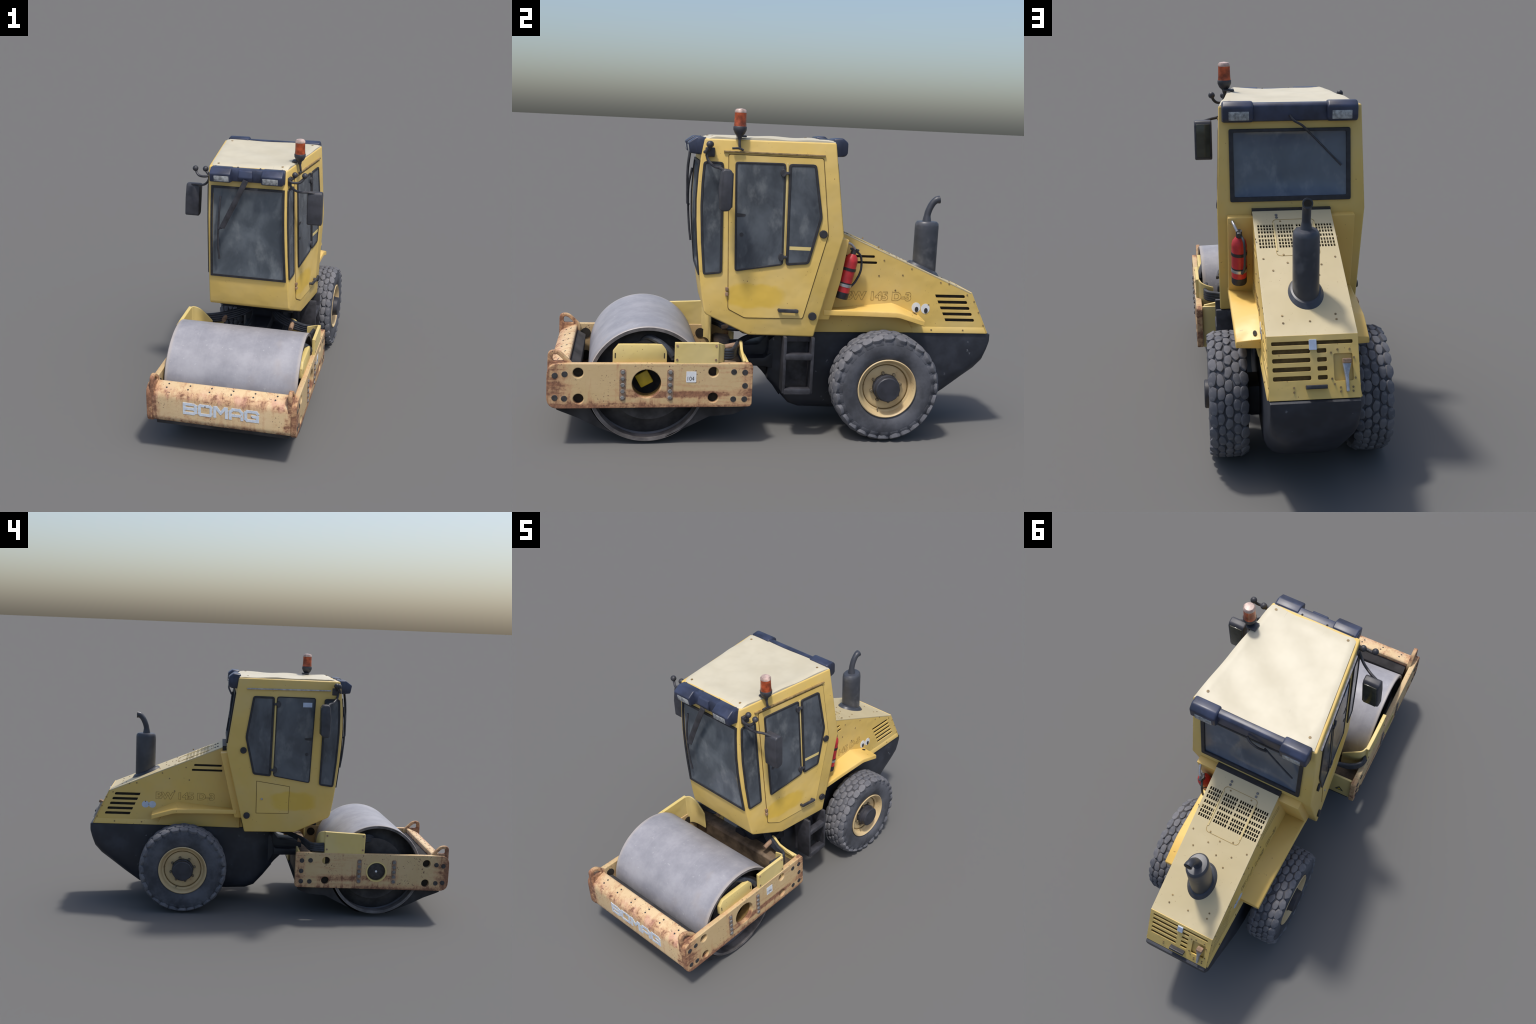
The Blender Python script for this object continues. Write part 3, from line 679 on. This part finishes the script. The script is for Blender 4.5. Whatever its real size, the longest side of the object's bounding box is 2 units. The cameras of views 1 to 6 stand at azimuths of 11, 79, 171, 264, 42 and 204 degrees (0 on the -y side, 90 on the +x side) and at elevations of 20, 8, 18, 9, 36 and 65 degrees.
part('articulation_joint', join([prism([(-.19, .360), (-.07, .368), (-.02, .43), (.04, .44), (.04, .12), (-.005, .185), (-.05, .240), (-.10, .290), (-.19, .305)], -.055, .065, .012, 2),
     tube([(-.02, -.20, .330), (-.02, -.02, .330)], .036, 16, False),
     prism([(-.045, .30), (.04, .14), (.04, .40), (-.02, .40)], -.10, .12, .01)]), 'black', None)
part('hitch_fill', prism([(-.21, .315), (-.05, .320), (.03, .38), (.03, .26), (-.05, .28), (-.21, .285)], -.09, .13, .006), 'black', None)  # added dark slab closing the see-through gap at the hitch
part('axle', join([xf(disc(.055, .40, 'X', (-.2, 0, 0), 20), Matrix.Translation((0, .469, .238))), box(-.2, .2, .40, .54, .17, .30, .02)]), 'black', None)
part('cab_floor', prism([(-.30, .538), (-.14, .462), (.13, .462), (.13, .44), (-.10, .438), (-.16, .447)], -.19, .20, .004), 'black', None)
# boarding step on the right
st = []
for y in (.017, .138):
    st.append(prism([(y - .007, .205), (y + .007, .205), (y + .007, .455), (y - .007, .455)], lambda yy, z: .21, lambda yy, z: .296, .003))
for z in (.368, .214): st.append(prism([(.017, z - .014), (.138, z - .014), (.138, z + .014), (.017, z + .014)], .262, .299, .006))
st.append(prism([(.030, .200), (.125, .200), (.135, .212), (.02, .212)], .24, .30, .004))
st.append(box(.14, .25, .012, .15, .425, .452, .004)); st.append(box(.185, .198, .014, .141, .21, .45, .003))
part('boarding_step', join(st), M['bracket'], None)

# =================================================================== WHEELS
tyre_prof = [(.126, .054), (.140, .0655), (.165, .071), (.190, .0705), (.207, .0665), (.218, .0595), (.2275, .050), (.2310, .030), (.2320, .0)]
tyre_prof = tyre_prof + [(r, -h) for r, h in tyre_prof[-2::-1]] + [tyre_prof[0]]
rim_prof = [(.060, -.06), (.126, -.06), (.128, .058), (.1315, .0655), (.1275, .0685), (.122, .064), (.1165, .050), (.112, .040), (.104, .0385), (.1005, .030), (.096, .033), (.080, .034), (0, .036)]
def block(seed, along, across):
    r = random.Random(seed); n = r.choice((5, 6, 6, 7)); off = r.random() * 2 * PI; pts = []
    for i in range(n):
        a = off + 2 * PI * i / n + r.uniform(-.18, .18)
        k = r.uniform(.95, 1.07)
        # super-ellipse so that neighbours nearly touch
        c, s = math.cos(a), math.sin(a); q = (abs(c) ** 2.6 + abs(s) ** 2.6) ** (-1 / 2.6)
        pts.append((across / 2 * c * q * k, along / 2 * s * q * k))
    pts = rpoly(pts, .006, 2)
    lv = [(1.03, -.012), (1.0, .0030), (.93, .0066), (.74, .0080)]
    v = [(x * k, y * k, z - abs(y) ** 2 / .48) for k, z in lv for x, y in pts]; m = len(pts); f = []
    for j in range(len(lv) - 1):
        for i in range(m): f.append([j * m + i, j * m + (i + 1) % m, (j + 1) * m + (i + 1) % m, (j + 1) * m + i])
    f += [list(range(m)), list(range((len(lv) - 1) * m, len(lv) * m))]
    me = smooth(mk('tread_block', v, f), 45); me.materials.append(M['tread']); return me
ROWS = [(-.0550, 28, .0535, .033, .2255, -.50), (-.0285, 31, .046, .0275, .2305, -.12), (.0, 31, .046, .0275, .2318, 0.0), (.0285, 31, .046, .0275, .2305, .12), (.0550, 28, .0535, .033, .2255, .50)]
BL = [[block(100 * k + s, R_[2] * 1.06, R_[3] * 1.10) for s in range(5)] for k, R_ in enumerate(ROWS)]
lug = prism([(-.019, .196), (.019, .196), (.017, .222), (-.017, .222)], .050, lambda y, z: .0705 - max(0, (z - .205)) * .40, .004)
lug.materials.append(M['tyre'])
for sg in (1, -1):
    loc = Matrix.Translation((.2685 if sg > 0 else -.2615, .469, .2405)) @ (ID if sg > 0 else Matrix.Rotation(PI, 4, 'Z'))
    wh = part('wheel', lathe(rim_prof, 56, 'X'), 'rim', None, TR, local=loc)
    part('tyre', lathe(tyre_prof, 96, 'X'), 'tyre', wh)
    part('hub_cap', lathe([(0, .03), (.060, .03), (.059, .060), (.0555, .062), (.054, .083), (.050, .0865), (0, .0865)], 16, 'X'), 'hub', wh)
    for i in range(8):
        a = 2 * PI * (i + .3) / 8
        part('wheel_nut', disc(.0075, .016, 'X', (.032, .066 * math.cos(a), .066 * math.sin(a)), 6, .002), 'nut', wh)
    part('rim_crease_ring', lathe([(.0985, .030), (.1015, .030), (.1015, .0345), (.0985, .0345), (.0985, .030)], 48, 'X'), 'seam', wh)  # added dark ring that darkens the crease in the dish
    part('valve_stem', tube([(.036, -.03, -.094), (.05, -.034, -.1)], .003, 6, False), 'nut', wh)
    for k, (xo, cnt, al, acr, rad, tilt) in enumerate(ROWS):
        for i in range(cnt):
            a = 2 * PI * (i + (.5 if k % 2 else 0) + rnd.uniform(-.08, .08)) / cnt
            mm = Matrix.Rotation(a, 4, 'X') @ Matrix.Translation((xo + rnd.uniform(-.0015, .0015), 0, rad)) @ Matrix.Rotation(tilt, 4, 'Y') @ Matrix.Rotation(rnd.uniform(-.2, .2), 4, 'Z')
            ob = bpy.data.objects.new('tread_block', BL[k][rnd.randrange(5)]); bpy.context.collection.objects.link(ob)
            ob.parent = wh; ob.matrix_basis = mm
    lg = []
    for i in range(28):
        c = lug.copy(); c.transform(Matrix.Rotation(2 * PI * i / 28, 4, 'X')); lg.append(c)
    part('shoulder_lugs', join(lg), 'tyre', wh, stuff=True)

# =================================================================== DRUM AND YOKE
DY, DZ, DR, DW = -.583, .2635, .2490, .330
rim_t = .010
dp_ = [(.05, -.2), (DR - rim_t, -.2), (DR - rim_t, -DW + .004), (DR - rim_t + .004, -DW), (DR - .003, -DW), (DR, -DW + .003)]
dp_ = dp_ + [(DR, x) for x in (-.2, -.1, 0, .1, .2)] + [(r, -h) for r, h in dp_[::-1]] + [dp_[0]]
dr = part('drum', lathe(dp_, 96, 'X'), 'drum', None, YO, local=Matrix.Translation((0, DY, DZ)) @ Matrix.Rotation(.0170, 4, 'Y') @ Matrix.Rotation(.0200, 4, 'Z'))
for s in (1, -1):
    part('drum_end_plate', lathe([(.09, s * .296), (.15, s * .292), (DR - rim_t - .0008, s * .245), (DR - rim_t - .0008, s * .235), (.09, s * .27), (.09, s * .296)], 56, 'X'), 'drumin', dr)
    r0, r1 = sorted((s * .330, s * .285))
    part('drum_rim', lathe([(DR - rim_t - .006, r0), (DR - rim_t + .0075, r0 - .0008 if s < 0 else r0), (DR - rim_t + .0075, r1 + .0008 if s > 0 else r1), (DR - rim_t - .006, r1), (DR - rim_t - .006, r0)], 72, 'X'), 'drumrim', dr)
    part('drum_hub', disc(.11, .02, 'X', (.225 if s > 0 else -.245, 0, .012), 32, .003), 'drumin', dr)
    part('drum_mount', warp(sheet(circ(DY + .012, .272, .172, 48), [circ(-.582, .271, .066, 32)], .010), lambda a, b, c, s=s: (s * (.298 + c), a, b)), 'drumin', None, YO)
# side plates
PT = .026
plate = rpoly([(-.986, .166), (-.137, .172), (-.137, .360), (-.986, .357)], [.05, .018, .018, .05], 6)
small = [(-.953, .307), (-.914, .313), (-.953, .213), (-.915, .210), (-.218, .324), (-.171, .322), (-.169, .264), (-.217, .206), (-.170, .206)]
bigh = [(-.860, .318), (-.858, .208), (-.304, .323), (-.303, .212)]
for sg in (1, -1):
    holes = [circ(y, z, .0215, 20) for y, z in bigh]
    holes.append(circ(-.581, .272, .0605, 40) if sg > 0 else circ(-.583, .268, .052, 40))
    plate = rpoly([(-.986, .166), (-.137, .172), (-.137, .360 if sg > 0 else .366), (-.986, .357 if sg > 0 else .364)], [.05, .018, .018, .05], 6)
    pl = part('side_plate', warp(sheet(plate, holes, PT, .003), lambda a, b, c, s=sg: (s * ((.340 if s > 0 else .337) + c), a, b)), 'plate', None, YO)
    for y, z in bigh: part('hole_backing', disc(.024, .004, 'X', (sg * .336 - .002, y, z), 20), 'dark', pl)  # dark discs added behind the through holes to close them
    if sg > 0:
        part('bore_collar', lathe([(.0600, .30), (.064, .30), (.064, .341), (.0600, .341), (.0600, .30)], 40, 'X'), 'seam', pl, local=Matrix.Translation((0, -.581, .272)))
        part('drive_block', xf(box(.278, .296, -.030, .030, -.030, .030, .006), Matrix.Translation((0, -.590, .272)) @ Matrix.Rotation(.5, 4, 'X')), 'triangle', pl)
    else:
        part('bearing_ring', lathe([(.050, .335), (.0575, .335), (.0575, .3655), (.050, .3655), (.050, .335)], 40, 'X'), 'guard', pl, local=Matrix.Translation((0, -.583, .268)) @ Matrix.Rotation(PI, 4, 'Z'))
        part('bearing_cap', xf(lathe([(0, .325), (.0505, .325), (.0505, .350), (.046, .353), (.02, .352), (0, .352)], 36, 'X'), Matrix.Translation((0, -.583, .268)) @ Matrix.Rotation(PI, 4, 'Z')), 'bolthole', pl)
        part('grease_nipple', disc(.006, .005, 'X', (-.357, -.583, .268), 10), 'white', pl)
    for y, z in small:
        part('plate_bolt', disc(.0125, .004, 'X', (.3635 if sg > 0 else -.3655, y, z), 18, .001), 'bolthole', pl)
    for yc in ((-.679, -.484) if sg > 0 else (-.679, -.487)):
        part('bolt_channel', warp(sheet(rect(yc - .0135, yc + .0135, .200, .336, .0125, 5), (), .0022, .0005), lambda a, b, c, s=sg: (s * ((.3652 if s > 0 else .3622) + c), a, b)), 'rustpart', pl)
        for i in range(5):
            part('channel_bolt', disc(.0095, .006, 'X', (.3665 if sg > 0 else -.3695, yc, .214 + i * .0272), 6, .002), 'bolt', pl)
# front lugs
for sg in (1, -1):
    lugp = rpoly([(-.985, .30), (-.984, .405), (-.940, .408), (-.880, .350), (-.89, .30)], [.004, .022, .022, .02, .004], 6)
    lh = rpoly([(-.966, .362), (-.963, .392), (-.945, .390), (-.915, .362)], .012, 5)
    part('lifting_lug', warp(sheet(lugp, [lh], .020, .004), lambda a, b, c, s=sg: (s * (.324 + c), a, b + (0 if s > 0 else .009))), 'plate', None, YO)
# front beam
bp = rpoly([(-.902, .168), (-.958, .170), (-.985, .196), (-.985, .332), (-.910, .3625), (-.900, .358)], [.004, .02, .02, .028, .01, .004], 5)
bm_ = part('front_beam', prism(bp, -.3365, .3395, .001), 'beam', None, YO)
me = []
for r, (yy, off) in enumerate(((-.925, .0), (-.947, -.006))):
    for i in range(6):
        x = -.265 + i * .106 + off; z = .3555 if r == 0 else .3468
        me.append(xf(disc(.0045, .003, 'Z', (0, 0, 0), 10), Matrix.Translation((x, yy, z - .0012)) @ Matrix.Rotation(.39, 4, 'X')))
part('beam_plugs', join(me), 'bolthole', bm_, stuff=True)
part('scraper', prism([(-.902, .19), (-.866, .20), (-.858, .315), (-.898, .338)], -.318, .318, .003), 'under', bm_, YO)
# raised lettering on the beam: blocky strokes
GL = {'B': [[(0, 0), (.78, 0), (1, .14), (1, .38), (.84, .5), (1, .62), (1, .86), (.78, 1), (0, 1), (0, 0)], [(0, .5), (.84, .5)]],
      'O': [[(.1, 0), (.9, 0), (1, .12), (1, .88), (.9, 1), (.1, 1), (0, .88), (0, .12), (.1, 0)]],
      'M': [[(0, 0), (0, 1), (.12, 1), (.5, .42), (.88, 1), (1, 1), (1, 0)]],
      'A': [[(0, 0), (0, .74), (.22, 1), (.78, 1), (1, .74), (1, 0)], [(0, .36), (1, .36)]],
      'G': [[(1, .84), (.88, 1), (.12, 1), (0, .86), (0, .14), (.12, 0), (1, 0), (1, .47), (.55, .47)]]}
def strokes(paths, w, dx, dz, lw):
    out = []
    for pth in paths:
        P = [Vector((x * w, z * dz)) for x, z in pth]
        for a, b in zip(P, P[1:]):
            d = (b - a).normalized() * lw * .45; n = Vector((-d.y, d.x)) * (1 / .9)
            out.append([tuple(p + Vector((dx, 0))) for p in (a - d - n, b + d - n, b + d + n, a - d + n)])
    return out
LWID, LGAP, LH, SW = .0565, .0185, .048, .0138
k = 0
for i, ch in enumerate('BOMAG'):
    ms = []
    for q in strokes(GL[ch], LWID, -.180 + .0065 + i * (LWID + LGAP), LH, SW):
        k += 1; o = .00006 * (k % 9)
        ms.append(warp(sheet(q, (), .0016 + o), lambda a, b, c: (a, -.9848 - c, .2445 + b)))
    part('letter', join(ms), 'letter', bm_)
# rear cross member, hook, guards
rbm = part('rear_crossmember', prism([(-.245, .22), (-.225, .165), (-.165, .168), (-.165, .318), (-.230, .326), (-.245, .318)], -.333, .333, .004), 'yokebrown', None, YO)
part('rear_plate', prism([(-.1645, .168), (-.1535, .170), (-.1535, .362), (-.1645, .362)], -.336, -.20, .002), 'guard', rbm)
part('rear_plate', prism([(-.1645, .168), (-.1535, .170), (-.1535, .362), (-.1645, .362)], .19, .339, .002), 'guard', rbm)
tri = [(-.30, .215), (-.255, .215), (-.2775, .255)]
part('warning_triangle', warp(sheet(tri, [inset(tri, .006)], .001), lambda a, b, c: (a, -.1533 + c, b)), 'ink', rbm)
part('warning_field', warp(sheet(inset(tri, .005), (), .0006), lambda a, b, c: (a, -.1533 + c, b)), 'triangle', rbm)
g1 = warp(sheet(rpoly([(.333, .355), (.333, .365), (.235, .385), (.20, .415), (.180, .415), (.175, .355)], .006), (), .012, .002), lambda a, b, c: (a, -.1775 + c, b))
part('hook_plate', g1, 'guard', rbm)
part('hook_pin', tube([(.193, -.163, .403), (.193, -.245, .385)], .0125, 14, False), 'rustpart', rbm)
part('hook_pin', tube([(-.185, -.163, .395), (-.185, -.215, .385)], .0125, 14, False), 'rustpart', rbm)
# right guards: a chamfered cover and a bent hose guard
gb = part('drum_guard', prism([(-.722, .352), (-.722, .405), (-.700, .434), (-.520, .434), (-.499, .410), (-.499, .352)], .322, .345, .003), 'guard', None, YO)
for y in (-.712, -.51): part('guard_slot_strip', box(.3445, .346, y - .002, y + .002, .376, .398), 'dark', gb)  # dark strips on the cover drawn in place of cut slots
def bent(path, z0, z1, t, lean=0.0):
    """wall of thickness t along a plan path; the top leans towards x=0"""
    P = spline([(x, y, 0) for x, y in path], 5); v = []; f = []; m = len(P)
    for i, p in enumerate(P):
        d = (P[min(i + 1, m - 1)] - P[max(i - 1, 0)]).normalized(); n = Vector((-d.y, d.x, 0)) * t / 2
        zz0 = z0(i / (m - 1)) if callable(z0) else z0; zz1 = z1(i / (m - 1)) if callable(z1) else z1
        sgn = -1 if p.x > 0 else 1
        ln = Vector((sgn * lean, 0, 0))
        for q, z in ((p - n, zz0), (p + n, zz0), (p + n + ln, zz1), (p - n + ln, zz1)): v.append((q.x, q.y, z))
    for i in range(m - 1):
        for j in range(4): f.append([i * 4 + j, i * 4 + (j + 1) % 4, (i + 1) * 4 + (j + 1) % 4, (i + 1) * 4 + j])
    f += [[0, 1, 2, 3], [m * 4 - 4, m * 4 - 3, m * 4 - 2, m * 4 - 1]]
    return bevel(mk('bent', v, f), .002, 1)
gr = part('hose_guard', join([bent([(.355, -.468), (.355, -.40), (.355, -.34), (.355, -.284)], .352, .447, .016), bent([(.350, -.290), (.338, -.268), (.315, -.258), (.285, -.256)], .300, lambda t: .447 - .03 * t, .008)]), 'guard', None, YO)
gl_ = part('hose_guard', join([bent([(-.349, -.513), (-.350, -.44), (-.350, -.36), (-.349, -.293)], .350, lambda t: .474 + .010 * t, .018),
      bent([(-.343, -.300), (-.330, -.276), (-.300, -.266), (-.27, -.264), (-.235, -.264)], .300, lambda t: .484 - .085 * t * t, .008)]), 'guard', None, YO)
for y in (-.502, -.304):
    for z in (.386, .462): part('guard_bolt', disc(.005, .003, 'X', (-.3610, y, z), 10), 'rustpart', gl_)
for y in (-.458, -.296):
    for z in (.375, .435): part('guard_bolt', disc(.005, .003, 'X', (.3620, y, z), 10), 'rustpart', gr)
# white number tag on the right plate
tg = part('number_tag', warp(sheet(rect(-.418, -.376, .279, .326, .003), (), .001), lambda a, b, c: (.3662 + c, a, b)), 'white', None, YO)
t = text_mesh('104', .03, .001)
for v in t.vertices: v.co = (.3673 + v.co.z * .3, -.412 + .028 * v.co.x, .286 + .018 * v.co.y)
part('tag_number', t, 'ink', tg)
# added fill copying the scan's closed underside, fore and aft of the drum
def arc(a0, a1, r, n=12): return [(DY + r * math.cos(a0 + (a1 - a0) * i / n), DZ + r * math.sin(a0 + (a1 - a0) * i / n)) for i in range(n + 1)]
RR_ = DR + .003
aF = [p for p in arc(math.radians(253), math.radians(199), RR_)]
part('front_scan_fill', prism([(-.955, .172), (-.948, .150), (-.930, .142), (-.86, .114), (-.79, .078)] + aF, -.325, .325, 0), 'under', None, YO)
aR = [p for p in arc(math.radians(287), math.radians(341), RR_)]
part('rear_scan_fill', prism([(-.150, .172), (-.160, .148), (-.21, .126), (-.313, .117), (-.388, .079)] + aR, -.325, .325, 0), 'under', None, YO)
# hoses
H = []
for i in range(4):
    o = i * .011
    H.append(tube([(-.30, -.50, .40 + o), (-.31, -.53, .425 + o), (-.295, -.565, .42 + o * .8), (-.27, -.60, .39 + o * .6), (-.25, -.62, .34)], .0075))
    H.append(tube([(-.352 + o * .3, -.290, .378 + o), (-.342, -.252, .376 + o), (-.30, -.218, .372 + o), (-.20, -.195 + o * .5, .378 + o), (-.08, -.12 + o, .402 + o * .6), (-.02, .02, .43)], .0085))
    H.append(tube([(.315, -.33, .375 + o), (.318, -.235, .372 + o), (.25, -.205, .368 + o), (.16, -.185 + o * .5, .380 + o), (.08, -.12 + o, .402 + o * .6), (.05, .02, .43)], .0085))
H.append(tube([(.338, -.475, .385), (.335, -.49, .405), (.318, -.53, .437), (.298, -.575, .452), (.28, -.60, .425), (.26, -.60, .36)], .0145))
H.append(tube([(.338, -.472, .37), (.335, -.485, .39), (.315, -.53, .42), (.29, -.57, .43)], .010))
part('hydraulic_hose', join(H), 'hose', None, YO, stuff=True)

# ------------------------------------------------------------------ tidy up unused meshes
for me in list(bpy.data.meshes):
    if me.users == 0: bpy.data.meshes.remove(me)
